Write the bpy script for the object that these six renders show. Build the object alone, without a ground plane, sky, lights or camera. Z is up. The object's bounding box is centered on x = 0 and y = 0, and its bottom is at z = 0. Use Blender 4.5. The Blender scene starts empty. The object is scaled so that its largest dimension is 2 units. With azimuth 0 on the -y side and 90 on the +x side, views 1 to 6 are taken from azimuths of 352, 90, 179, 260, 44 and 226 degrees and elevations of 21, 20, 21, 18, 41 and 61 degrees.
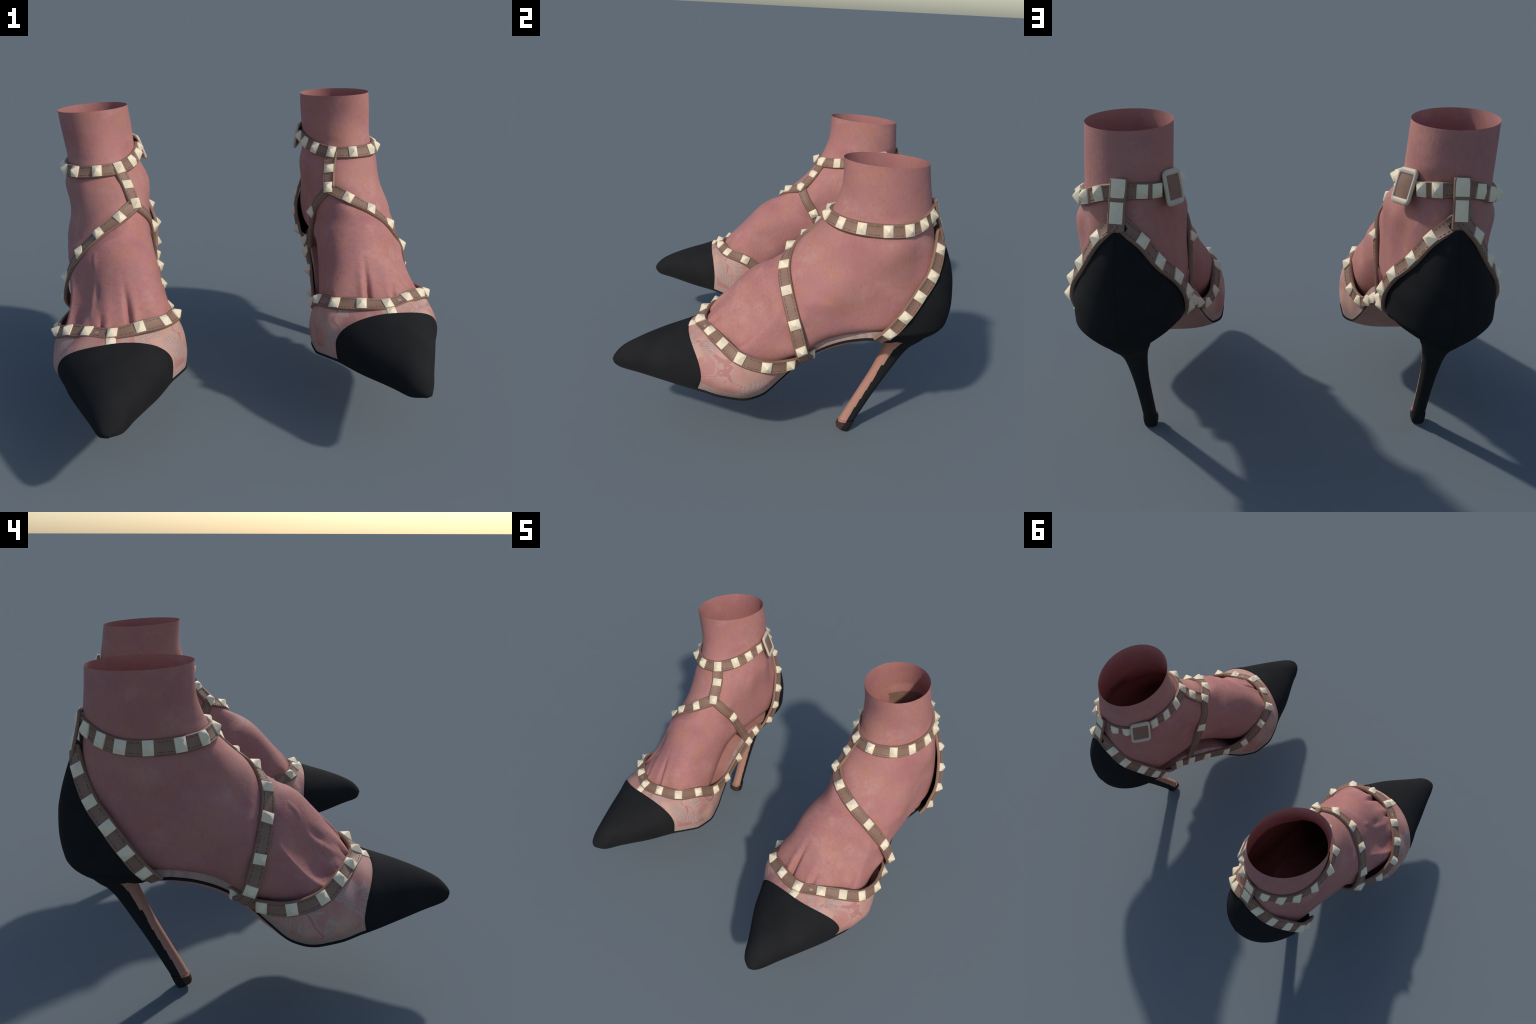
# A pair of feet cut off above the ankle, wearing pointed, studded T-strap stiletto shoes.
# One shod foot is described in the frame of the x > 0 foot and built twice, mirrored.
import bpy, math, random
import numpy as np
from mathutils import Vector, Matrix
from mathutils.bvhtree import BVHTree

rng = random.Random(7)

# ------------------------------------------------------------------ curves
def spline(pts, n, closed=False):
    """Catmull-Rom (centripetal) through the rows of pts, resampled to n rows evenly by arc length."""
    P = np.asarray(pts, float)
    m = len(P)
    if closed:
        Q = np.vstack([P[-1], P, P[0], P[1]])
    else:
        Q = np.vstack([2 * P[0] - P[1], P, 2 * P[-1] - P[-2]])
    segs = m if closed else m - 1
    out = []
    for i in range(segs):
        p0, p1, p2, p3 = Q[i], Q[i + 1], Q[i + 2], Q[i + 3]
        d = lambda a, b: max(np.linalg.norm(b[:3] - a[:3]), 1e-6) ** 0.5
        t0 = 0; t1 = d(p0, p1); t2 = t1 + d(p1, p2); t3 = t2 + d(p2, p3)
        for t in np.linspace(t1, t2, 24, endpoint=False):
            A1 = (t1 - t) / (t1 - t0) * p0 + (t - t0) / (t1 - t0) * p1
            A2 = (t2 - t) / (t2 - t1) * p1 + (t - t1) / (t2 - t1) * p2
            A3 = (t3 - t) / (t3 - t2) * p2 + (t - t2) / (t3 - t2) * p3
            B1 = (t2 - t) / (t2 - t0) * A1 + (t - t0) / (t2 - t0) * A2
            B2 = (t3 - t) / (t3 - t1) * A2 + (t - t1) / (t3 - t1) * A3
            out.append((t2 - t) / (t2 - t1) * B1 + (t - t1) / (t2 - t1) * B2)
    out.append(P[0] if closed else P[-1])
    out = np.array(out)
    s = np.r_[0, np.cumsum(np.linalg.norm(np.diff(out[:, :3], axis=0), axis=1))]
    q = np.linspace(0, s[-1], n + 1)[:-1] if closed else np.linspace(0, s[-1], n)
    return np.stack([np.interp(q, s, out[:, k]) for k in range(out.shape[1])], 1)

def curve1(keys, x):
    """Smooth (PCHIP) interpolation of (x, value) keys."""
    K = np.array(sorted(keys), float); X, Y = K[:, 0], K[:, 1]
    h = np.diff(X); d = np.diff(Y) / h
    m = np.zeros(len(X)); m[0], m[-1] = d[0], d[-1]
    for i in range(1, len(X) - 1):
        if d[i - 1] * d[i] > 0:
            w1, w2 = 2 * h[i] + h[i - 1], h[i] + 2 * h[i - 1]
            m[i] = (w1 + w2) / (w1 / d[i - 1] + w2 / d[i])
    x = np.clip(np.asarray(x, float), X[0], X[-1])
    i = np.clip(np.searchsorted(X, x, side='right') - 1, 0, len(h) - 1)
    t = (x - X[i]) / h[i]
    return ((1 + 2 * t) * (1 - t) ** 2 * Y[i] + t * (1 - t) ** 2 * h[i] * m[i]
            + t * t * (3 - 2 * t) * Y[i + 1] + t * t * (t - 1) * h[i] * m[i + 1])

def unit(v):
    return v / np.maximum(np.linalg.norm(v, axis=-1, keepdims=True), 1e-9)

def bump(P, c, r):
    """Gaussian weight of points P about c with radii r."""
    return np.exp(-(((P - np.array(c)) / np.array(r)) ** 2).sum(-1))

# ------------------------------------------------------------------ pose of the two feet
def pose(P, side):
    """The two ankles lean a little differently; side -1 is then mirrored to x < 0."""
    P = np.array(P, float)
    h = P[..., 2] - 1.03
    h = np.where(h > 0.08, h - 0.02, np.where(h > -0.04, np.maximum(h + .04, 0) ** 2 / 0.24, 0))
    P[..., 0] -= side * 0.0645 * h
    P[..., 1] -= side * 0.034 * h
    P[..., 0] *= side
    return P

# ------------------------------------------------------------------ materials
def new_mat(name):
    m = bpy.data.materials.new(name); m.use_nodes = True
    nt = m.node_tree; b = nt.nodes["Principled BSDF"]
    return m, nt, b

def node(nt, kind, **kw):
    n = nt.nodes.new(kind)
    for k, v in kw.items():
        if k.startswith("in_"):
            key = k[3:]
            n.inputs[int(key) if key.isdigit() else key].default_value = v
        else:
            setattr(n, k, v)
    return n

def link(nt, a, b):
    nt.links.new(a, b)

def ramp(nt, fac, stops, interp='LINEAR'):
    r = node(nt, 'ShaderNodeValToRGB'); r.color_ramp.interpolation = interp
    e = r.color_ramp.elements
    while len(e) < len(stops): e.new(0.5)
    for i, (p, c) in enumerate(stops):
        e[i].position = p; e[i].color = (*c, 1) if len(c) == 3 else c
    link(nt, fac, r.inputs[0])
    return r.outputs[0]

def mix(nt, fac, a, b, mode='MIX'):
    n = node(nt, 'ShaderNodeMix', data_type='RGBA', blend_type=mode)
    for sock, v in ((n.inputs[0], fac), (n.inputs[6], a), (n.inputs[7], b)):
        if hasattr(v, 'default_value') or hasattr(v, 'is_linked'): link(nt, v, sock)
        elif isinstance(v, (int, float)): sock.default_value = v
        else: sock.default_value = (*v, 1)
    return n.outputs[2]

def math_(nt, op, a, b=None, clamp=False):
    n = node(nt, 'ShaderNodeMath', operation=op, use_clamp=clamp)
    for i, v in enumerate((a, b)):
        if v is None: continue
        if isinstance(v, (int, float)): n.inputs[i].default_value = v
        else: link(nt, v, n.inputs[i])
    return n.outputs[0]

def coords(nt, scale=(1, 1, 1), loc=(0, 0, 0)):
    tc = node(nt, 'ShaderNodeTexCoord'); mp = node(nt, 'ShaderNodeMapping')
    mp.inputs['Scale'].default_value = scale; mp.inputs['Location'].default_value = loc
    link(nt, tc.outputs['Object'], mp.inputs[0])
    return mp.outputs[0]

def noise(nt, co, scale, detail=2, rough=.5, dist=0):
    n = node(nt, 'ShaderNodeTexNoise')
    n.inputs['Scale'].default_value = scale; n.inputs['Detail'].default_value = detail
    n.inputs['Roughness'].default_value = rough; n.inputs['Distortion'].default_value = dist
    link(nt, co, n.inputs['Vector'])
    return n.outputs['Fac']

def bump_node(nt, bsdf, height, strength=.2, dist=.002):
    b = node(nt, 'ShaderNodeBump'); b.inputs['Strength'].default_value = strength
    b.inputs['Distance'].default_value = dist
    link(nt, height, b.inputs['Height']); link(nt, b.outputs[0], bsdf.inputs['Normal'])

def make_skin():
    m, nt, b = new_mat("skin")
    co = coords(nt)
    c = ramp(nt, noise(nt, co, 4.5, 3, .55), [(.32, (.43, .172, .168)), (.5, (.455, .198, .180)), (.66, (.47, .215, .178))])
    # mottling: orange-brown and mauve patches
    c = mix(nt, math_(nt, 'MULTIPLY', ramp(nt, noise(nt, coords(nt, loc=(3, 1, 2)), 9, 3, .6), [(.47, (0, 0, 0)), (.66, (1, 1, 1))]), .7), c, (.47, .205, .145))
    c = mix(nt, math_(nt, 'MULTIPLY', ramp(nt, noise(nt, coords(nt, loc=(7, 5, 1)), 12, 3, .6), [(.52, (0, 0, 0)), (.7, (1, 1, 1))]), .5), c, (.38, .185, .185))
    c = mix(nt, math_(nt, 'MULTIPLY', ramp(nt, noise(nt, coords(nt, loc=(1, 8, 4)), 7, 3, .6), [(.54, (0, 0, 0)), (.7, (1, 1, 1))]), .6), c, (.52, .265, .228))
    # fine streaks along the leg, pores
    st = noise(nt, coords(nt, (40, 40, 14)), 3, 3, .6)
    c = mix(nt, math_(nt, 'MULTIPLY', ramp(nt, st, [(.4, (0, 0, 0)), (.7, (1, 1, 1))]), .30), c, (.37, .145, .135))
    fr = node(nt, 'ShaderNodeTexVoronoi'); fr.inputs['Scale'].default_value = 30
    link(nt, co, fr.inputs['Vector'])
    f = ramp(nt, fr.outputs['Distance'], [(.06, (1, 1, 1)), (.28, (0, 0, 0))])
    f = math_(nt, 'MULTIPLY', f, math_(nt, 'MULTIPLY', noise(nt, co, 14, 2), .45))
    c = mix(nt, f, c, (.30, .10, .095))
    # creases across the instep, only on the foot below the ankle
    cr = noise(nt, coords(nt, (7, 34, 26)), 2.2, 3, .55, .6)
    crm = ramp(nt, cr, [(.56, (0, 0, 0)), (.66, (1, 1, 1))])
    sp = node(nt, 'ShaderNodeSeparateXYZ'); link(nt, co, sp.inputs[0])
    low = math_(nt, 'SUBTRACT', 1.0, math_(nt, 'MULTIPLY', math_(nt, 'ADD', sp.outputs['Y'], .05), 5, True), True)
    crm = math_(nt, 'MULTIPLY', crm, low)
    c = mix(nt, math_(nt, 'MULTIPLY', crm, .3), c, (.40, .145, .14))
    link(nt, c, b.inputs['Base Color'])
    b.inputs['Roughness'].default_value = .65
    b.inputs['Specular IOR Level'].default_value = .2
    h = math_(nt, 'SUBTRACT', noise(nt, coords(nt, (1, 1.4, .8)), 60, 4, .6), math_(nt, 'MULTIPLY', crm, .8))
    bump_node(nt, b, h, .3, .004)
    return m

def make_black(name="black_leather", col=(.0185, .0185, .019), rough=.9):
    m, nt, b = new_mat(name)
    co = coords(nt)
    link(nt, ramp(nt, noise(nt, co, 9, 3), [(.3, tuple(x * .9 for x in col)), (.7, tuple(x * 1.1 for x in col))]), b.inputs['Base Color'])
    b.inputs['Roughness'].default_value = rough
    b.inputs['Specular IOR Level'].default_value = .06
    return m

def make_strap():
    m, nt, b = new_mat("taupe_leather")
    co = coords(nt)
    n1 = noise(nt, co, 16, 3)
    c = ramp(nt, n1, [(.3, (.240, .139, .096)), (.7, (.277, .164, .116))])
    link(nt, c, b.inputs['Base Color'])
    b.inputs['Roughness'].default_value = .55
    b.inputs['Specular IOR Level'].default_value = .3
    bump_node(nt, b, noise(nt, co, 150, 3), .15, .002)
    return m

def make_plain(name, col, rough=.5, var=.08, scale=12, spec=.3):
    m, nt, b = new_mat(name)
    co = coords(nt)
    lo = tuple(x * (1 - var) for x in col); hi = tuple(x * (1 + var) for x in col)
    link(nt, ramp(nt, noise(nt, co, scale, 3), [(.3, lo), (.7, hi)]), b.inputs['Base Color'])
    b.inputs['Roughness'].default_value = rough
    b.inputs['Specular IOR Level'].default_value = spec
    return m

def net_texture(nt, co):
    net = node(nt, 'ShaderNodeTexVoronoi'); net.inputs['Scale'].default_value = 120
    net.inputs['Randomness'].default_value = .2
    link(nt, co, net.inputs['Vector'])
    c = ramp(nt, net.outputs['Distance'], [(.15, (.30, .175, .165)), (.5, (.50, .345, .295))])
    return net.outputs['Distance'], c

def make_net():
    m, nt, b = new_mat("pale_net")
    d, c = net_texture(nt, coords(nt))
    link(nt, c, b.inputs['Base Color']); b.inputs['Roughness'].default_value = .75
    b.inputs['Specular IOR Level'].default_value = .15
    bump_node(nt, b, d, .2, .002)
    return m

def make_lace():
    """Sheer net: peach skin showing through, angular shards of pale mesh, a few red zigzag veins."""
    m, nt, b = new_mat("lace_net")
    co = coords(nt)
    base = ramp(nt, noise(nt, co, 6, 2), [(.38, (.47, .215, .185)), (.6, (.55, .32, .25))])
    # angular warp: cell positions of a coarse Manhattan Voronoi
    vo = node(nt, 'ShaderNodeTexVoronoi', distance='MANHATTAN'); vo.inputs['Scale'].default_value = 15
    link(nt, co, vo.inputs['Vector'])
    sep = node(nt, 'ShaderNodeSeparateColor'); link(nt, vo.outputs['Color'], sep.inputs[0])
    wv = node(nt, 'ShaderNodeVectorMath', operation='MULTIPLY_ADD')
    tri = node(nt, 'ShaderNodeTexVoronoi', feature='F2', distance='CHEBYCHEV'); tri.inputs['Scale'].default_value = 12
    link(nt, co, tri.inputs['Vector'])
    link(nt, tri.outputs['Distance'], wv.inputs[0]); wv.inputs[1].default_value = (.10, .10, .10); link(nt, co, wv.inputs[2])
    line = math_(nt, 'ABSOLUTE', math_(nt, 'SUBTRACT', noise(nt, wv.outputs[0], 3.2, 0), .5))
    c = mix(nt, ramp(nt, line, [(.020, (.55, .55, .55)), (.034, (0, 0, 0))]), base, (.50, .33, .28))
    c = mix(nt, ramp(nt, line, [(.009, (.85, .85, .85)), (.014, (0, 0, 0))]), c, (.46, .185, .165))
    # small red shards
    c = mix(nt, ramp(nt, sep.outputs[1], [(.93, (0, 0, 0)), (.94, (.6, .6, .6))]), c, (.46, .185, .165))
    # pale mesh shards with a fine net of holes
    d, netc = net_texture(nt, co)
    zone = ramp(nt, noise(nt, coords(nt, loc=(2, 4, 1)), 5, 1), [(.46, (0, 0, 0)), (.56, (.45, .45, .45))])
    shard = math_(nt, 'GREATER_THAN', math_(nt, 'ADD', sep.outputs[0], zone), .93)
    c = mix(nt, math_(nt, 'MULTIPLY', shard, .8), c, netc)
    link(nt, c, b.inputs['Base Color'])
    b.inputs['Roughness'].default_value = .6
    b.inputs['Specular IOR Level'].default_value = .2
    bump_node(nt, b, d, .1, .002)
    return m

def make_heel():
    """Black heel whose breast (front) is lined with pink leather, with a torn, stepped border."""
    m, nt, b = new_mat("heel_leather")
    tc = node(nt, 'ShaderNodeTexCoord')
    sp = node(nt, 'ShaderNodeSeparateXYZ'); link(nt, tc.outputs['Object'], sp.inputs[0])
    # distance in front of the heel's leaning axis: axis y = .425 + .44 z - ...
    z = sp.outputs['Z']
    axis = math_(nt, 'ADD', math_(nt, 'MULTIPLY', z, .455), .3965)
    d = math_(nt, 'SUBTRACT', axis, sp.outputs['Y'])
    st = node(nt, 'ShaderNodeTexNoise', noise_dimensions='1D'); st.inputs['Scale'].default_value = 1
    link(nt, math_(nt, 'MULTIPLY', math_(nt, 'SNAP', z, .055), 40), st.inputs['W'])
    jag = math_(nt, 'MULTIPLY', math_(nt, 'SUBTRACT', st.outputs['Fac'], .5), .02)
    saw = math_(nt, 'MULTIPLY', math_(nt, 'MODULO', z, .055), .07)
    thr = math_(nt, 'ADD', math_(nt, 'ADD', jag, saw), .020)
    front = math_(nt, 'GREATER_THAN', d, thr)
    above = math_(nt, 'MULTIPLY', math_(nt, 'GREATER_THAN', z, .062), math_(nt, 'LESS_THAN', z, .61))
    f = math_(nt, 'MULTIPLY', front, above)
    c = mix(nt, f, (.0185, .0185, .019), (.48, .245, .185))
    tip = math_(nt, 'MULTIPLY', math_(nt, 'LESS_THAN', z, .062), math_(nt, 'GREATER_THAN', d, .022))
    c = mix(nt, tip, c, (.07, .04, .03))
    link(nt, c, b.inputs['Base Color'])
    b.inputs['Roughness'].default_value = .8
    b.inputs['Specular IOR Level'].default_value = .1
    return m

MAT = dict(
    skin=make_skin(), black=make_black(), strap=make_strap(), lace=make_lace(), heel=make_heel(),
    stud=make_plain("cream_stud_metal", (.88, .75, .535), .45, .03, spec=.3),
    buckle=make_plain("beige_buckle_metal", (.64, .53, .41), .45, .05, spec=.3),
    pink=make_plain("pink_sole_leather", (.50, .255, .205), .6),
    insole=make_plain("pink_lining_leather", (.50, .25, .205), .6, .1, 8),
    thread=make_plain("dark_thread", (.125, .077, .057), .8),
    mesh=make_net(),
)

# ------------------------------------------------------------------ mesh helpers
def make_obj(name, V, F, mat, parent, smooth=True, mats=None, fmat=None):
    me = bpy.data.meshes.new(name)
    me.from_pydata([tuple(map(float, v)) for v in V], [], [tuple(f) for f in F])
    for k in (mats or [mat]): me.materials.append(MAT[k])
    if fmat is not None: me.polygons.foreach_set('material_index', np.asarray(fmat, dtype=np.int32))
    me.polygons.foreach_set('use_smooth', [smooth] * len(me.polygons))
    me.update()
    ob = bpy.data.objects.new(name, me)
    bpy.context.scene.collection.objects.link(ob)
    if parent is not None: ob.parent = parent
    return ob

def sharp_by_angle(ob, deg):
    ob.data.set_sharp_from_angle(angle=math.radians(deg))

def grid_faces(nr, nc, closed_c=True, flip=False):
    F = []
    for i in range(nr - 1):
        for j in range(nc if closed_c else nc - 1):
            k = (j + 1) % nc
            f = (i * nc + j, i * nc + k, (i + 1) * nc + k, (i + 1) * nc + j)
            F.append(f[::-1] if flip else f)
    return F

def bvh_of(V, F):
    return BVHTree.FromPolygons([tuple(v) for v in V], [tuple(f) for f in F])

# ------------------------------------------------------------------ foot (skin)
# rings fanning from the cut ankle round the heel to the toes:
# front/top point (y, z), back/bottom point (y, z), medial x, lateral x, ridge offset,
# roundness exponents: top outer, top inner, bottom outer, bottom inner; skew of the section
FOOT = [
    (.287, 1.567, .727, 1.548, .492, .862, .00, 2.0, 2.0, 2.0, 2.0, -.10),
    (.290, 1.475, .738, 1.455, .490, .863, .00, 2.0, 2.0, 2.0, 2.0, -.10),
    (.283, 1.405, .750, 1.370, .490, .863, -.01, 2.0, 2.0, 2.0, 2.0, -.08),
    (.262, 1.338, .758, 1.290, .489, .863, -.01, 2.0, 2.0, 2.0, 2.0, -.03),
    (.230, 1.278, .768, 1.220, .474, .873, -.02, 2.0, 1.9, 2.0, 2.0, 0),
    (.186, 1.208, .786, 1.140, .450, .892, -.035, 2.1, 1.9, 2.0, 2.0, 0),
    (.128, 1.145, .812, 1.040, .449, .892, -.05, 2.1, 1.9, 2.0, 2.0, 0),
    (.060, 1.083, .838, .930, .456, .892, -.055, 2.1, 2.0, 2.1, 2.1, 0),
    (.000, 1.030, .845, .810, .462, .896, -.055, 2.1, 2.0, 2.3, 2.2, 0),
    (-.050, .993, .790, .725, .460, .900, -.05, 2.1, 2.0, 2.6, 2.2, 0),
    (-.090, .970, .620, .695, .455, .903, -.045, 2.05, 2.05, 3.6, 2.1, 0),
    (-.125, .951, .420, .678, .448, .905, -.055, 1.9, 2.05, 4.2, 1.9, 0),
    (-.160, .925, .260, .632, .436, .905, -.06, 1.8, 2.05, 4.2, 1.8, 0),
    (-.197, .889, .130, .545, .420, .909, -.065, 1.65, 2.05, 3.8, 1.85, 0),
    (-.237, .843, .020, .448, .403, .922, -.065, 1.6, 2.05, 3.2, 2.0, 0),
    (-.287, .785, -.090, .390, .388, .935, -.065, 1.6, 2.05, 3.0, 2.3, 0),
    (-.340, .723, -.220, .380, .385, .938, -.06, 1.6, 2.05, 2.8, 2.5, 0),
    (-.392, .648, -.360, .385, .410, .915, -.02, 1.5, 2.0, 2.6, 2.5, 0),
    (-.450, .580, -.480, .390, .460, .870, .00, 1.9, 2.0, 2.4, 2.4, 0),
    (-.540, .530, -.600, .390, .540, .810, .01, 2.0, 2.0, 2.2, 2.2, 0),
    (-.640, .480, -.700, .400, .625, .765, .02, 2.0, 2.0, 2.0, 2.0, 0),
]

def foot_surface(press=()):
    R = spline(np.array(FOOT), 230)
    nc = 208
    th = np.linspace(0, 2 * np.pi, nc, endpoint=False)
    c, s = np.cos(th), np.sin(th)
    V = []
    for yF, zF, yB, zB, xm, xl, xr, ntl, ntm, nbl, nbm, sk in R:
        wt = .5 + .5 * np.clip(c / .35, -1, 1); wl = .5 + .5 * np.clip(s / .35, -1, 1)
        n = wt * (wl * ntl + (1 - wl) * ntm) + (1 - wt) * (wl * nbl + (1 - wl) * nbm)
        e = 2 / n
        a = np.sign(c) * np.abs(c) ** e
        w = np.sign(s) * np.abs(s) ** e
        xc, hw = (xm + xl) / 2, (xl - xm) / 2
        x = xc + hw * w + xr * np.maximum(c, 0) ** 1.5
        t = (1 + a) / 2
        x = x + sk * (yF - yB) * (t - .5)
        V.append(np.stack([x, yB + (yF - yB) * t, zB + (zF - zB) * t], 1))
    V = np.array(V)
    for _ in range(14): V = (np.roll(V, 1, 1) + 2 * V + np.roll(V, -1, 1)) / 4
    # anatomical relief, pushed along the normals
    du = np.gradient(V, axis=0); dv = np.roll(V, -1, 1) - np.roll(V, 1, 1)
    N = unit(np.cross(dv, du)); C = V.mean(1, keepdims=True)
    N *= np.sign(((V - C) * N).sum(-1).mean())
    D = np.zeros(V.shape[:2])
    D += .016 * bump(V, (.91, .52, 1.12), (.08, .075, .075))       # outer ankle bone
    D -= .016 * bump(V, (.88, .69, 1.10), (.07, .06, .13))         # hollow beside the tendon
    D += .012 * bump(V, (.43, .42, 1.14), (.08, .075, .075))       # inner ankle bone
    D -= .014 * bump(V, (.47, .66, 1.12), (.07, .06, .13))
    D -= .042 * bump(V, (.850, -.18, .770), (.095, .15, .13))      # flat outer slope of the instep
    D += .030 * bump(V, (.90, .25, .94), (.09, .10, .10))
    D += .020 * bump(V, (.46, .15, .99), (.07, .08, .08))
    D -= .008 * bump(V, (.455, .20, .75), (.08, .12, .08))         # arch
    D -= .034 * bump(V, (.905, -.24, .66), (.07, .09, .07)) + .008 * bump(V, (.915, -.08, .69), (.07, .08, .10))
    D += .024 * bump(V, (.90, .10, .60), (.07, .09, .06))
    D -= .012 * bump(V, (.90, .42, .82), (.08, .13, .10))
    D += .010 * bump(V, (.81, .20, 1.17), (.08, .08, .09))
    D -= .020 * bump(V, (.43, -.15, .75), (.08, .11, .10))
    D += .020 * bump(V, (.45, .64, .86), (.08, .12, .13))
    # toe webs: grooves between the toes, running back from the vamp strap
    for x0, x1, amp, ln, wd in ((.588, .615, .022, .075, .013), (.738, .730, .016, .035, .012), (.800, .792, .018, .04, .012), (.852, .835, .013, .045, .010)):
        yy = V[..., 1]; t = np.clip((yy + .44) / .25, 0, 1)
        gx = x0 + (x1 - x0) * t
        top = np.clip((V[..., 2] - .52) / .05, 0, 1)
        fade = np.exp(-(np.maximum(yy + .37, 0) / ln) ** 2) * top
        D -= amp * np.exp(-((V[..., 0] - gx) / wd) ** 2) * fade
        D += amp * .4 * np.exp(-((V[..., 0] - gx + .032) / .018) ** 2) * fade
    D -= .009 * bump(V, (.752, -.235, .78), (.016, .04, .05)) + .009 * bump(V, (.813, -.265, .745), (.018, .035, .06))
    D += .006 * bump(V, (.782, -.27, .74), (.016, .07, .08)) + .006 * bump(V, (.70, -.30, .73), (.03, .07, .08))
    # veins over the outer half of the instep
    for pts in (((.80, -.20, .80), (.76, -.16, .86), (.74, -.09, .92)), ((.76, -.27, .77), (.80, -.20, .80), (.84, -.12, .82))):
        vp = spline(pts, 14)
        d2 = ((V[:, :, None, :] - vp[None, None]) ** 2).sum(-1).min(-1)
        D += .005 * np.exp(-d2 / .011 ** 2)
    V = V + N * D[..., None]
    # the straps press softly into the skin wherever it would stand above them
    for P, SN in press:
        flat = V.reshape(-1, 3)
        d2 = ((flat[:, None, :] - P[None, ::2]) ** 2).sum(-1)
        i = d2.argmin(1); dist = np.sqrt(d2.min(1))
        q, n = P[::2][i], SN[::2][i]
        h = ((flat - q) * n).sum(1)                    # height above the strap's middle
        lat = np.sqrt(np.maximum(dist ** 2 - h ** 2, 0))
        over = np.maximum(h + .006, 0) * np.clip((.085 - lat) / .055, 0, 1) * (dist < .12)
        V = (flat - n * over[:, None]).reshape(V.shape)
    return V

# ------------------------------------------------------------------ shoe: sole outline
SOLE_MED = [(-.898, .705), (-.888, .685), (-.876, .665), (-.775, .602), (-.725, .570), (-.60, .490), (-.45, .417), (-.37, .370), (-.28, .340),
            (-.19, .342), (-.08, .377), (0, .402), (.066, .418), (.2, .440), (.34, .452), (.46, .462), (.56, .48), (.62, .52)]
SOLE_LAT = [(-.898, .715), (-.888, .733), (-.866, .748), (-.751, .796), (-.595, .862), (-.45, .918), (-.40, .932), (-.30, .950), (-.20, .952),
            (-.10, .925), (0, .880), (.066, .856), (.12, .843), (.17, .842), (.25, .840), (.33, .842), (.42, .852), (.5, .866), (.56, .865), (.62, .83)]
SOLE_Z = [(-.898, .386), (-.85, .372), (-.70, .368), (-.55, .362), (-.40, .352), (-.27, .328), (-.15, .318), (-.08, .332), (.02, .407), (.095, .479),
          (.18, .551), (.275, .602), (.375, .637), (.49, .660), (.62, .662)]
SOLE_CROWN = [(-.898, .002), (-.6, .010), (-.3, .016), (-.1, .030), (.05, .052), (.3, .052), (.5, .030), (.62, .02)]
sole_med = lambda y: curve1(SOLE_MED, y)
sole_lat = lambda y: curve1(SOLE_LAT, y)
sole_z = lambda y: curve1(SOLE_Z, y)

# ------------------------------------------------------------------ straps (stud centres, in order)
BACK_TOP = [(.683, .770, 1.372), (.683, .778, 1.337), (.682, .807, 1.245), (.681, .829, 1.172)]
ANKLE = [(.574, .238, 1.277), (.694, .211, 1.273), (.812, .271, 1.265), (.875, .37, 1.258), (.892, .501, 1.254), (.873, .612, 1.259),
         (.829, .687, 1.278), (.764, .744, 1.306), (.682, .772, 1.318), (.582, .738, 1.310), (.531, .695, 1.302), (.478, .625, 1.300),
         (.463, .535, 1.311), (.473, .437, 1.296), (.505, .34, 1.283)]
BRIDGE = [(.574, .238, 1.277), (.542, .188, 1.194), (.514, .112, 1.111)]
OUTER = [(.514, .112, 1.111), (.605, .032, 1.07), (.725, .0, 1.005), (.838, .02, .902), (.927, .07, .752), (.951, .115, .615), (.925, .140, .555), (.875, .158, .525)]
INNER = [(.514, .112, 1.111), (.455, .155, 1.03), (.438, .212, .947), (.436, .275, .80), (.440, .327, .682), (.443, .34, .645)]
VAMP = [(.815, .235, .590), (.838, .171, .550), (.890, .115, .530), (.934, .066, .527), (.978, -.058, .532), (.970, -.197, .573), (.899, -.294, .62), (.798, -.368, .641),
        (.679, -.431, .649), (.546, -.42, .657), (.421, -.361, .649), (.364, -.234, .618), (.367, -.077, .526), (.397, .066, .521),
        (.421, .215, .592), (.43, .336, .662), (.444, .423, .70), (.45, .49, .70)]
COUNTER_LAT = [(.692, .808, 1.212), (.763, .793, 1.138), (.837, .752, 1.021), (.898, .685, .928), (.933, .618, .828), (.926, .552, .729), (.90, .50, .672)]
COUNTER_MED = [(.672, .808, 1.212), (.575, .788, 1.126), (.511, .754, 1.023), (.453, .683, .929), (.423, .617, .832), (.431, .552, .729), (.455, .50, .672)]

STUD_SINK = .014     # the listed centres lie this far outside the middle of the strap

def smooth_normals(N, T, closed, it=12):
    for _ in range(it):
        if closed: M = (np.roll(N, 1, 0) + 2 * N + np.roll(N, -1, 0)) / 4
        else:
            M = N.copy(); M[1:-1] = (N[:-2] + 2 * N[1:-1] + N[2:]) / 4
        N = unit(M - (M * T).sum(1, keepdims=True) * T)
    return N

def tangents(P, closed):
    if closed: return unit(np.roll(P, -1, 0) - np.roll(P, 1, 0))
    return unit(np.gradient(P, axis=0))

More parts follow.
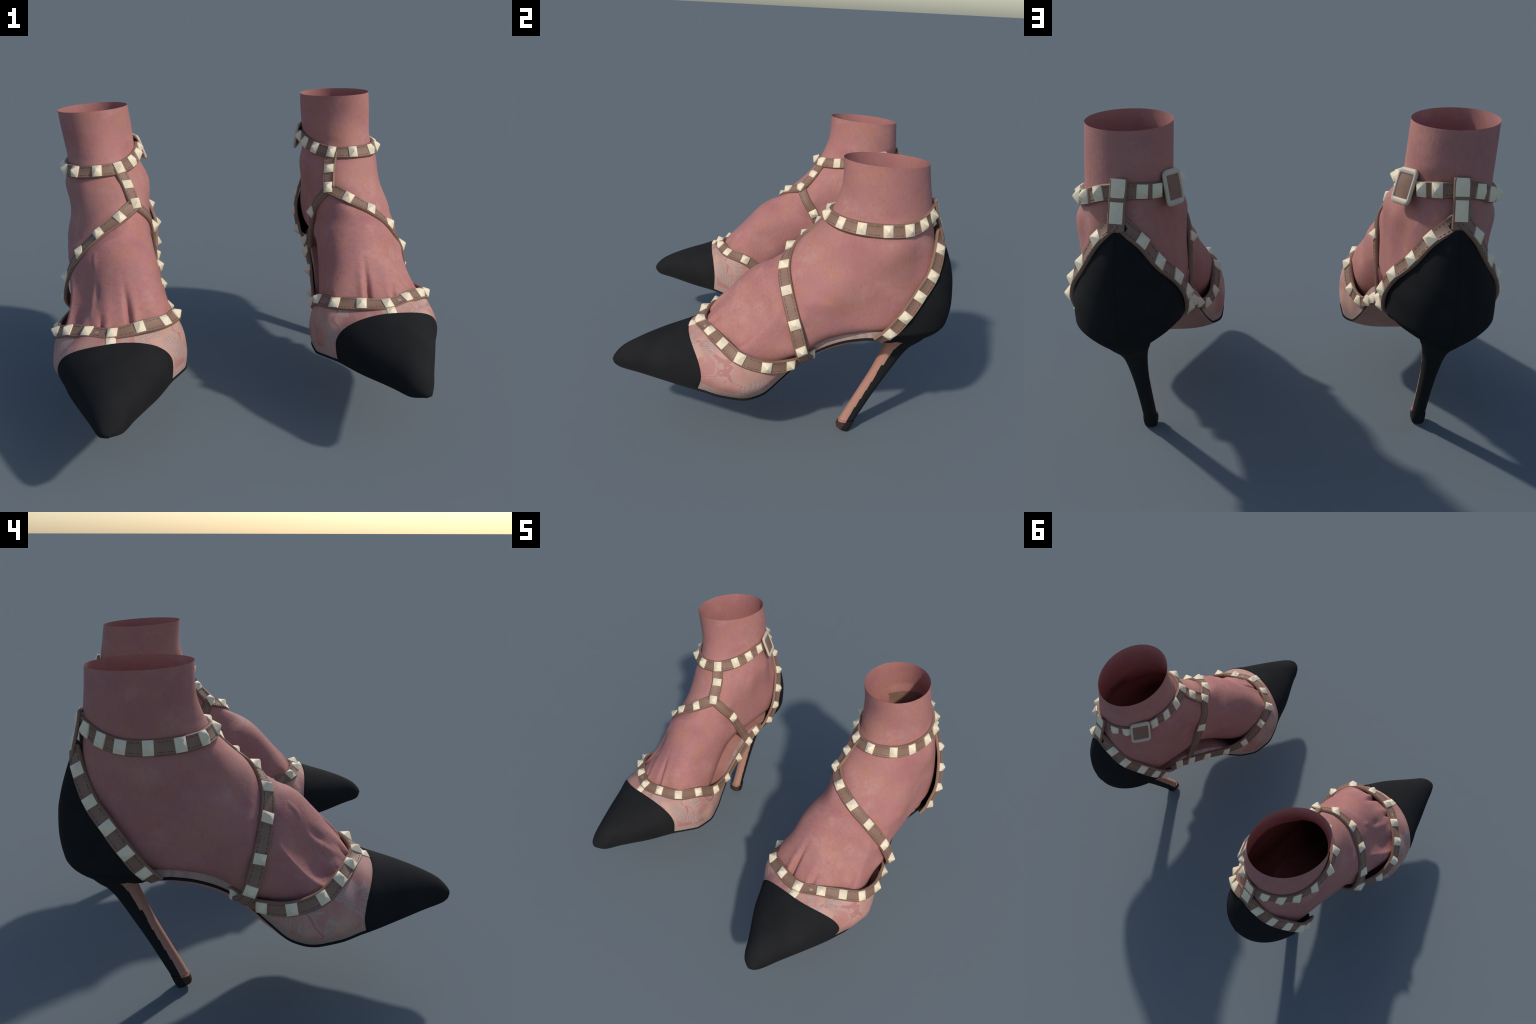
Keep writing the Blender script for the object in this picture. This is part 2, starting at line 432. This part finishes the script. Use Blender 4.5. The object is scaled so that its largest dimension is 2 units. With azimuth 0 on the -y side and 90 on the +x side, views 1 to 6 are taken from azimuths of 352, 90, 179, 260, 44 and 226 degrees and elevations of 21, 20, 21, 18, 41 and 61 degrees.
def strap_path(pts, bvh, closed=False, sink=STUD_SINK, step=.006):
    """Path of a strap through its stud centres, its outward normals, and the studs' path indices."""
    pts = np.array(pts)
    L = np.linalg.norm(np.diff(pts, axis=0), axis=1).sum()
    n = max(24, int(L / step))
    P = spline(pts, n, closed)
    T = tangents(P, closed)
    N = []
    for p, t in zip(P, T):
        loc, nor, i, d = bvh.find_nearest(Vector(p))
        v = np.array(p) - np.array(loc); w = np.array(nor)
        if np.dot(v, w) < 0: w = -w if np.linalg.norm(v) > .004 and False else w
        N.append(w)
    N = smooth_normals(unit(np.array(N)), T, closed, 40)
    idx = [int(np.argmin(((P - q) ** 2).sum(1))) for q in pts]
    return P - sink * N, N, idx

def ribbon(P, N, width, thick, closed=False, taper=None):
    """Leather band: rounded cross-section swept along the path."""
    T = tangents(P, closed)
    B = unit(np.cross(N, T))
    h, t = width / 2, thick / 2
    prof = [(-h, -t), (-h - .002, 0), (-h + .001, t * .9), (-h + .0035, t * 1.35), (-h + .008, t * 1.1), (0, t),
            (h - .008, t * 1.1), (h - .0035, t * 1.35), (h - .001, t * .9), (h + .002, 0), (h, -t), (0, -t)]
    k = np.ones(len(P)) if taper is None else taper
    V = np.concatenate([[p + b * u * kk + n * w for u, w in prof] for p, n, b, kk in zip(P, N, B, k)])
    m = len(prof); n = len(P)
    F = grid_faces(n, m)
    if closed:
        F += [((n - 1) * m + j, (n - 1) * m + (j + 1) % m, (j + 1) % m, j) for j in range(m)]
    else:
        F += [tuple(range(m))[::-1], tuple((n - 1) * m + j for j in range(m))]
    return V, F, B

def stitches(P, N, B, width, thick, avoid, inset=.0125, closed=False):
    """Short thread dashes along both edges, left out under the studs."""
    V, F = [], []
    s = np.r_[0, np.cumsum(np.linalg.norm(np.diff(P, axis=0), axis=1))]
    L, a = .0095, .0013
    for sg in (-1, 1):
        for c in np.arange(.01, s[-1] - .01, .0165):
            i = int(np.searchsorted(s, c)); i = min(max(i, 1), len(P) - 2)
            if any(np.linalg.norm(P[i] - P[k]) < .026 for k in avoid): continue
            t = unit(P[i + 1] - P[i - 1])
            o = P[i] + B[i] * sg * (width / 2 - inset) + N[i] * (thick / 2 + .0004)
            b = len(V)
            for x in (-L / 2, L / 2):
                for y, z in ((-a, -.002), (a, -.002), (a, .0014), (-a, .0014)):
                    V.append(o + t * x + B[i] * y + N[i] * z)
            F += [(b, b + 1, b + 2, b + 3)[::-1], (b + 4, b + 5, b + 6, b + 7)] + [(b + j, b + (j + 1) % 4, b + 4 + (j + 1) % 4, b + 4 + j) for j in range(4)]
    return V, F

def stud_mesh():
    """Unit pyramid stud: low square skirt, bevelled, then four faces to a slightly blunt point."""
    lev = [(.50, -.12), (.50, .14), (.08, .95), (.02, 1.0)]
    V, F = [], []
    for h, z in lev:
        V += [(h, h, z), (-h, h, z), (-h, -h, z), (h, -h, z)]
    for i in range(len(lev) - 1):
        F += [(i * 4 + j, i * 4 + (j + 1) % 4, i * 4 + 4 + (j + 1) % 4, i * 4 + 4 + j) for j in range(4)]
    F.append(tuple(range(len(V) - 4, len(V)))); F.append((3, 2, 1, 0))
    me = bpy.data.meshes.new("stud")
    me.from_pydata(V, [], F); me.materials.append(MAT['stud'])
    me.polygons.foreach_set('use_smooth', [True] * len(me.polygons)); me.update()
    sh = me.attributes.new('sharp_edge', 'BOOLEAN', 'EDGE')
    for e in me.edges:
        if max(e.vertices) < 8: sh.data[e.index].value = True     # skirt edges stay crisp
    return me

STUD = stud_mesh()

def place_stud(parent, p, n, t, size, height, name="stud", twist=0.0):
    n = unit(np.array(n)); t = unit(np.array(t) - np.dot(t, n) * n); b = np.cross(n, t)
    if twist:
        t, b = t * math.cos(twist) + b * math.sin(twist), b * math.cos(twist) - t * math.sin(twist)
    ob = bpy.data.objects.new(name, STUD)
    M = Matrix([[t[0] * size[0], b[0] * size[1], n[0] * height, p[0]],
                [t[1] * size[0], b[1] * size[1], n[1] * height, p[1]],
                [t[2] * size[0], b[2] * size[1], n[2] * height, p[2]], [0, 0, 0, 1]])
    ob.matrix_world = M
    bpy.context.scene.collection.objects.link(ob)
    ob.parent = parent
    return ob

# ------------------------------------------------------------------ shoe: upper (toe cap and net vamp)
TOP_Z = [(-.898, .396), (-.893, .412), (-.883, .428), (-.86, .454), (-.84, .471), (-.74, .524), (-.64, .563), (-.547, .594), (-.49, .615), (-.43, .638), (-.30, .70), (-.1, .80), (.15, .9)]

def upper_surface(vamp_P):
    ys = np.r_[-.897 + .018 * (1 - np.cos(np.linspace(0, np.pi / 2, 8)))[:-1], np.linspace(-.879, .10, 150)]
    zs = sole_z(ys) + .010
    xm, xl = sole_med(ys), sole_lat(ys)
    zt = curve1(TOP_Z, ys)
    c = (xm + xl) / 2
    w = (xl - xm) / 2
    zb = zs + np.minimum(.09, (zt - zs) * .35)
    bulge = {1: np.interp(ys, [-.9, -.5, -.4, -.3, -.15, 0, .1], [0, .004, .022, .042, .055, .056, .045]),
             -1: np.interp(ys, [-.9, -.5, -.3, -.15, 0, .1], [0, .002, .010, .012, .004, -.004])}
    # roundness on each side so that the surface runs through the vamp strap
    ex = {}
    A = vamp_P[np.argmin(vamp_P[:, 1])]
    for side, sel in ((1, vamp_P[:, 0] > A[0]), (-1, vamp_P[:, 0] < A[0])):
        pts = []
        for p in vamp_P[sel]:
            if p[1] > -.02 or p[1] < -.375: continue
            i = np.argmin(abs(ys - p[1]))
            u = min(abs(p[0] - c[i]) / (w[i] + bulge[side][i]), .985); v = min(max((p[2] - zb[i]) / (zt[i] - zb[i]), .02), .985)
            if u < .45: continue
            lo, hi = 1.2, 6.0
            for _ in range(40):
                mid = (lo + hi) / 2
                if u ** mid + v ** mid > 1: lo = mid
                else: hi = mid
            pts.append((p[1], lo))
        pts = sorted(pts)
        yy = np.array([q[0] for q in pts]); nn = np.array([q[1] for q in pts])
        e = np.interp(ys, np.r_[-.9, -.6, -.41, yy], np.r_[2.0, 2.0, 2.0, nn])
        for _ in range(8): e[1:-1] = (e[:-2] + 2 * e[1:-1] + e[2:]) / 4
        ex[side] = e
    nc = 121
    V = []
    for i, y in enumerate(ys):
        row = []
        for k in range(nc):
            q = k / (nc - 1)             # 0 lateral sole edge .. 1 medial sole edge
            if q < .12 or q > .88:       # tuck-in below the widest line
                t = (q if q < .5 else 1 - q) / .12
                sg = 1 if q < .5 else -1
                x = c[i] + sg * (w[i] - .004 + (bulge[sg][i] + .004) * math.sin(t * math.pi / 2))
                z = zs[i] + (zb[i] - zs[i]) * t
            else:
                a = (q - .12) / .76 * math.pi
                sg = 1 if a < math.pi / 2 else -1
                n = ex[sg][i]
                x = c[i] + sg * (w[i] + bulge[sg][i]) * abs(math.cos(a)) ** (2 / n)
                z = zb[i] + (zt[i] - zb[i]) * abs(math.sin(a)) ** (2 / n)
            row.append((x, y, z))
        V.append(row)
    return ys, np.array(V)

# ------------------------------------------------------------------ build one shod foot
def build(side):
    tag = []
    root = bpy.data.objects.new("shod_foot", None)
    root.empty_display_size = .1
    bpy.context.scene.collection.objects.link(root)
    root["label"] = "bare foot in pointed black studded T-strap stiletto shoe"
    root["category"] = "foot, high heel"
    flip = side < 0
    Pz = lambda V: pose(V, side)
    def mesh(name, V, F, mat, parent=root, **kw):
        F = [f[::-1] for f in F] if flip else F
        return make_obj(name, Pz(np.asarray(V)), F, mat, parent, **kw)

    # ---- foot and ankle: one surface, split under the ankle strap
    raw = foot_surface()
    raw_bvh = bvh_of(raw.reshape(-1, 3), grid_faces(*raw.shape[:2], True, flip=True))
    FV = foot_surface([strap_path(k, raw_bvh, k is ANKLE)[:2] for k in (ANKLE, BRIDGE, OUTER[:6], INNER, VAMP[4:12])])
    nr, nc = FV.shape[:2]
    fv = FV.reshape(-1, 3); ff = grid_faces(nr, nc, True, flip=True)
    cap = len(fv); fv = np.vstack([fv, FV[-1].mean(0) + [0, -.01, 0]])
    ff += [((nr - 1) * nc + (j + 1) % nc, (nr - 1) * nc + j, cap)[::-1] for j in range(nc)]
    foot_bvh = bvh_of(fv, ff)
    cut = int(np.argmin(abs(FV[:, 0, 2] - 1.285)))
    pv = Pz(fv); pf = [f[::-1] for f in ff] if flip else ff
    whole = bpy.data.meshes.new("whole"); whole.from_pydata([tuple(v) for v in pv], [], pf); whole.update()
    vn = np.empty(len(pv) * 3); whole.vertex_normals.foreach_get('vector', vn) if hasattr(whole, 'vertex_normals') else whole.vertices.foreach_get('normal', vn)
    vn = vn.reshape(-1, 3)
    for name, sel in (("ankle", lambda f: max(f) < (cut + 1) * nc), ("foot", lambda f: max(f) >= (cut + 1) * nc)):
        fs = [f for f in pf if sel(f)]
        used = sorted({i for f in fs for i in f}); mp = {o: k for k, o in enumerate(used)}
        ob = make_obj(name, pv[used], [[mp[i] for i in f] for f in fs], 'skin', root)
        ob.data.normals_split_custom_set_from_vertices([tuple(vn[i]) for i in used])
    bpy.data.meshes.remove(whole)

    # ---- sole
    ys = np.r_[np.linspace(-.898, -.865, 8), np.linspace(-.855, .62, 90)]
    def slab(z0, z1, inset, mats, y0=-.9, down=0.0, dish=0.0, inner=0.0):
        """Layer of the sole: side faces, underside (bulging by down x crown) and top (dished)."""
        yy = ys[ys >= y0]
        ts = np.r_[.015, .05, np.linspace(.12, .88, 11), .95, .985]
        rows = []
        for y in yy:
            a, b, z = float(sole_med(y)) + inset, float(sole_lat(y)) - inset, float(sole_z(y))
            k = float(curve1(SOLE_CROWN, y))
            zi = z1 + inner * float(np.interp(y, [-.1, .02, .38, .5], [0, 1, 1, 0]))      # inner bank of the footbed
            sec = [(a, z + zi), (a - .001, z + (z0 + zi) / 2), (a, z + z0)]
            sec += [(a + (b - a) * t, z + z0 - down * k * (1 - (2 * t - 1) ** 4)) for t in ts]
            sec += [(b, z + z0), (b + .001, z + (z0 + z1) / 2), (b, z + z1)]
            sec += [(a + (b - a) * t, z + z1 + (zi - z1) * (1 - t) ** .7 - dish * (1 - (2 * t - 1) ** 4)) for t in ts[::-1]]
            rows.append([(x, y, zz) for x, zz in sec])
        V = np.array(rows); n, m = V.shape[:2]; q = len(ts)
        F = grid_faces(n, m) + [tuple(range(m))[::-1], tuple((n - 1) * m + j for j in range(m))]
        fm = [mats[1] if 2 <= (i % m) <= q + 2 else (mats[2] if (i % m) >= q + 5 else mats[0]) for i in range((n - 1) * m)] + [mats[0]] * 2
        return V.reshape(-1, 3), F, fm
    V, F, fm = slab(0, .011, -.001, (0, 1, 0), down=1)
    o = mesh("outsole", V, F, None, mats=['black', 'pink'], fmat=fm); sharp_by_angle(o, 40)
    V, F, fm = slab(.0115, .052, .006, (0, 1, 1), y0=-.82, dish=.010, inner=.042)
    o = mesh("insole", V, F, None, mats=['mesh', 'insole'], fmat=fm); sharp_by_angle(o, 40)

    # ---- upper: toe cap and lace vamp from one last-shaped surface
    vp0, _, _ = strap_path(VAMP, foot_bvh)
    uy, UV = upper_surface(vp0)
    un, um = UV.shape[:2]
    up_bvh = bvh_of(UV.reshape(-1, 3), [f[::-1] for f in grid_faces(un, um, False)])
    vP, vN, vI = strap_path(VAMP, up_bvh, sink=.012)
    vT = tangents(vP, False); vB = unit(np.cross(vN, vT))
    if vB[np.argmin(vP[:, 1])][1] < 0: vB = -vB          # toward the opening of the shoe
    def on_upper(y, j):
        return np.array([np.interp(y, uy, UV[:, j, 0]), y, np.interp(y, uy, UV[:, j, 2])])
    # border of the toe cap: an arch, further back on the outer side
    cap_y = lambda x: -.490 + (1.35 if x > .69 else .58) * (x - .69) ** 2
    border = []
    for j in range(um):
        y = -.47
        for _ in range(12): y = .5 * y + .5 * cap_y(on_upper(y, j)[0])
        border.append(y)
    capg = np.array([[on_upper(uy[0] + (border[j] - uy[0]) * t, j) for j in range(um)] for t in np.r_[0, np.linspace(0, 1, 60)[1:] ** 1.25]])
    vampg = np.array([[on_upper(border[j] + (uy[-1] - border[j]) * t, j) for j in range(um)] for t in np.linspace(0, 1, 130)])
    def grid_normals(G):
        n = unit(np.cross(np.gradient(G, axis=0), np.gradient(G, axis=1)))
        return n * (1 if n[len(G) // 2, um // 2, 2] > 0 else -1)
    Nc = grid_normals(capg)
    cap = capg + Nc * .004
    rows = np.concatenate([cap, (capg + Nc * .003 + [0, .0018, 0])[-1:], (capg - Nc * .004 + [0, .002, 0])[-1:]])
    V = rows.reshape(-1, 3); F = grid_faces(len(rows), um, False)
    nose = len(V); V = np.vstack([V, cap[0].mean(0) + [0, -.001, 0]])
    F += [(nose, k + 1, k)[::-1] for k in range(um - 1)]
    o = mesh("toe_cap", V, F, 'black'); sharp_by_angle(o, 60)
    uv = vampg.reshape(-1, 3)
    keep_vamp = []
    for f in grid_faces(len(vampg), um, False):
        c = uv[list(f)].mean(0)
        i = int(np.argmin(((vP - c) ** 2).sum(1)))
        if np.dot(c - vP[i], vB[i]) < .010: keep_vamp.append(f)
    def sub(V, F):
        used = sorted({i for f in F for i in f}); mp = {o: k for k, o in enumerate(used)}
        return V[used], [[mp[i] for i in f] for f in F]
    V, F = sub(uv, keep_vamp)
    hem = [1 if min(f[0] % um, um - 1 - f[0] % um) < 8 else 0 for f in keep_vamp]     # plain net along the sole
    mesh("lace_vamp", V, F, None, mats=['lace', 'mesh'], fmat=hem)

    # ---- counter (black back quarter)
    ZC = [.590, .605, .625, .645, .67, .70, .73, .83, .93, 1.02, 1.08, 1.14, 1.19, 1.22]
    CA = list(zip(ZC, [.055, .078, .108, .140, .179, .218, .241, .241, .216, .186, .158, .126, .096, .085]))
    CB = list(zip(ZC, [.752, .775, .803, .826, .850, .871, .884, .898, .893, .874, .855, .832, .813, .805]))
    CX = [(.6, .685), (.75, .684), (1.0, .677), (1.22, .676)]
    nz, na = 70, 90
    rows = []
    for z in np.linspace(.590, 1.22, nz):
        a, yb, xc = float(curve1(CA, z)), float(curve1(CB, z)), float(curve1(CX, z))
        y0 = .56
        e = float(np.interp(z, [.59, .65, .68], [0, .10, .25]))
        rows.append([(xc + a * math.cos(t) - .004 * max(math.sin(t), 0), y0 + (yb - y0) * math.sin(t), z) for t in np.linspace(-e, math.pi + e, na)])
    CV = np.array(rows); cvv = CV.reshape(-1, 3); cf = grid_faces(nz, na, False)
    c_bvh = bvh_of(cvv, cf)
    paths = {}
    paths['lat'] = strap_path(COUNTER_LAT, c_bvh, sink=.010)
    paths['med'] = strap_path(COUNTER_MED, c_bvh, sink=.010)
    cc = np.array([cvv[list(f)].mean(0) for f in cf])
    keep = []
    for f, c in zip(cf, cc):
        P, N, I = paths['lat' if c[0] > .68 else 'med']
        i = int(np.argmin(((P - c) ** 2).sum(1)))
        T = unit(P[min(i + 1, len(P) - 1)] - P[max(i - 1, 0)])
        B = np.cross(N[i], T); B = B if B[1] < 0 else -B     # toward the ankle opening (forward, up)
        if np.dot(c - P[i], B) < .006 and c[2] < 1.19: keep.append(f)
    V, F = sub(cvv, keep)
    o = mesh("heel_counter", V, F, 'black')
    md = o.modifiers.new("thickness", 'SOLIDIFY'); md.thickness = .008; md.offset = -1

    # seam down the back of the counter
    sv = spline([(.679, float(curve1(CB, z)) + .0005, z) for z in np.linspace(.62, 1.18, 16)], 60)
    V, F = [], []
    for i, p in enumerate(sv):
        V += [p + np.array((dx, dy, 0)) for dx, dy in ((-.003, -.003), (0, .0018), (.003, -.003))]
    F = grid_faces(60, 3, False)
    mesh("back_seam", np.array(V), F, 'black')

    # ---- heel: horizontal sections (z, y front, y back, x inner, x outer)
    HEEL = [(.655, .560, .800, .592, .768), (.635, .565, .785, .590, .770), (.615, .572, .765, .588, .768), (.592, .576, .744, .594, .752), (.568, .575, .720, .604, .733), (.540, .568, .699, .612, .719),
            (.50, .554, .672, .620, .711), (.39, .511, .612, .632, .701), (.26, .451, .543, .637, .698), (.11, .381, .470, .639, .698), (.066, .361, .448, .639, .699)]
    H = spline([(z, a + .006, b + .004, c + .005, d + .007) for z, a, b, c, d in HEEL], 60)
    nh = 48; rows = []
    for z, yf, yb, xa, xb in H:
        row = []
        for t in np.linspace(0, 2 * np.pi, nh, endpoint=False):
            n = 2.6
            cx, sy = math.cos(t), math.sin(t)
            x = math.copysign(abs(cx) ** (2 / n), cx); y = math.copysign(abs(sy) ** (2 / n), sy)
            row.append(((xa + xb) / 2 + (xb - xa) / 2 * x, (yf + yb) / 2 + (yb - yf) / 2 * y, z))
        rows.append(row)
    V = np.array(rows); n, m = V.shape[:2]
    F = grid_faces(n, m, True, flip=True) + [tuple(range(m)), tuple((n - 1) * m + j for j in range(m))[::-1]]
    hm = mesh("stiletto_heel", V.reshape(-1, 3), F, 'heel')
    # top lift
    rows = []
    for z, yf, yb, xa, xb in ((.068, .366, .454, .641, .708), (.034, .353, .441, .640, .709), (.012, .356, .431, .641, .708), (.0, .374, .424, .646, .703)):
        row = []
        for t in np.linspace(0, 2 * np.pi, nh, endpoint=False):
            cx, sy = math.cos(t), math.sin(t)
            x = math.copysign(abs(cx) ** (2 / 3.4), cx); y = math.copysign(abs(sy) ** (2 / 3.4), sy)
            fr = (1 - y) / 2
            row.append(((xa + xb) / 2 + (xb - xa) / 2 * x, (yf + yb) / 2 + (yb - yf) / 2 * y, z + (.012 * fr if z < .02 else 0)))
        rows.append(row)
    V = np.array(rows); n, m = V.shape[:2]
    F = grid_faces(n, m, True, flip=True) + [tuple(range(m)), tuple((n - 1) * m + j for j in range(m))[::-1]]
    o = mesh("heel_tip", V.reshape(-1, 3), F, 'heel', parent=hm); sharp_by_angle(o, 35)

    # ---- straps with studs
    W, TH = .066, .014
    def strap(name, P, N, I, closed=False, width=W, studs=None, size=(.049, .056), height=.030, taper=None, skip=(), stitch=True, twist=None):
        V, F, B = ribbon(P, N, width, TH, closed, taper)
        ob = mesh(name, V, F, 'strap')
        sharp_by_angle(ob, 55)
        if stitch:
            sV, sF = stitches(P, N, B, width, TH, [I[k] for k in (studs or [])], closed=closed)
            so = mesh("stitching", np.array(sV), sF, 'thread', parent=ob, smooth=False)
            so["kind"] = "stuff"
        T = tangents(P, closed)
        for k in (studs or []):
            i = I[k]
            p = P[i] + N[i] * (TH / 2 + .0005)
            pts = Pz(np.array([p, p + N[i] * .01, p + T[i] * .01]))
            j = 1 + rng.uniform(-.06, .06)
            tw = (twist or {}).get(k, 0) * (1 if side > 0 else -1) + rng.uniform(-.05, .05)
            place_stud(ob, pts[0], pts[1] - pts[0], pts[2] - pts[0], (size[0] * j, size[1] * (1 + rng.uniform(-.04, .04))), height * (1 + rng.uniform(-.08, .08)), twist=tw)
        return ob

    P, N, I = strap_path(ANKLE, foot_bvh, closed=True)
    an = strap("ankle_strap", P, N, I, True, studs=[0, 1, 2, 3, 4, 5, 6, 7, 9, 10, 12, 13, 14], size=(.047, .060))
    P, N, I = strap_path(BRIDGE, foot_bvh)
    strap("bridge_strap", P, N, I, studs=[1])
    P, N, I = strap_path(OUTER, foot_bvh)
    strap("outer_strap", P, N, I, studs=[0, 1, 2, 3, 4, 5], twist={0: .5})
    P, N, I = strap_path(INNER, foot_bvh)
    strap("inner_strap", P, N, I, studs=[2], width=.056)
    tp = np.interp(np.arange(len(vP)), [0, vI[1], vI[3], vI[12], vI[13], vI[14], len(vP)], [.8, .9, 1, 1, .85, .7, .7])
    vs = strap("vamp_strap", vP, vN, vI, studs=[1, 3, 4, 5, 6, 7, 8, 9, 10, 11, 12, 13, 14, 15, 16], size=(.050, .054), height=.030, taper=tp)
    for key, nm in (('lat', "counter_strap"), ('med', "counter_strap")):
        P, N, I = paths[key]
        strap(nm, P, N, I, studs=[1, 2, 3, 4, 5], size=(.052, .056), height=.028)
    # tab up the back with two long flat studs
    P, N, I = strap_path(BACK_TOP, c_bvh, sink=.015)
    N = smooth_normals(np.tile([0., 1., .18], (len(P), 1)), tangents(P, False), False, 2)
    V, F, B = ribbon(P, N, .066, .012)
    tab = mesh("back_tab", V, F, 'strap')
    for k, sz in ((1, (.075, .056)), (2, (.085, .052))):
        i = I[k]; p = P[i] + N[i] * .0062
        T = tangents(P, False)
        q = Pz(np.array([p, p + N[i] * .01, p + T[i] * .01]))
        place_stud(tab, q[0], q[1] - q[0], q[2] - q[0], sz, .014)
    # keeper stud between vamp strap and toe cap
    q = Pz(np.array([(.684, -.470, .622), (.684, -.475, .634), (.684, -.480, .618)]))
    place_stud(vs, q[0], q[1] - q[0], q[2] - q[0], (.040, .046), .018)

    # ---- buckle on the inner side of the ankle
    bc = np.array((.478, .630, 1.300)); bn = unit(np.array((-.86, .44, .26)))
    bt = unit(np.cross((0, 0, 1), bn)); bt = unit(bt + np.array((0, 0, -.06))); bu = unit(np.cross(bn, bt))
    if bu[2] < 0: bu = -bu; bt = -bt
    def plate(x, y, z): return bc + bt * x + bu * y + bn * z
    def rrect(w, h, r, n=6):
        out = []
        for cx, cy, a0 in ((w - r, h - r, 0), (-w + r, h - r, 90), (-w + r, -h + r, 180), (w - r, -h + r, 270)):
            for k in range(n + 1):
                a = math.radians(a0 + 90 * k / n); out.append((cx + r * math.cos(a), cy + r * math.sin(a)))
        return out
    outer = rrect(.058, .076, .022); inner = rrect(.044, .050, .006)
    mo = len(outer)
    layers = [[(x * .97, y * .97, -.004) for x, y in outer], [(x, y, .004) for x, y in outer], [(x * .94, y * .95, .011) for x, y in outer],
              [(x * 1.05, y * 1.05, .011) for x, y in inner], [(x, y, .006) for x, y in inner], [(x, y, -.004) for x, y in inner]]
    V = np.array([plate(*p) for L in layers for p in L])
    F = grid_faces(len(layers), mo) + [((len(layers) - 1) * mo + j, (len(layers) - 1) * mo + (j + 1) % mo, (j + 1) % mo, j) for j in range(mo)]
    bk = mesh("buckle", V, F, 'buckle', parent=an)
    yy = np.linspace(-.066, .066, 12); V = []
    for y in yy:
        lift = .007 - .9 * y * y
        V += [plate(x, y, z + lift) for x, z in ((-.044, -.006), (-.044, .0), (-.04, .002), (.04, .002), (.044, .0), (.044, -.006))]
    F = grid_faces(12, 6) + [tuple(range(6))[::-1], tuple(66 + j for j in range(6))]
    tg = mesh("buckle_tongue", np.array(V), F, 'strap', parent=an); sharp_by_angle(tg, 40)
    sP = np.array([plate(x, 0, .012) for x in np.linspace(-.04, .04, 20)])
    return root

for s in (1, -1):
    build(s)
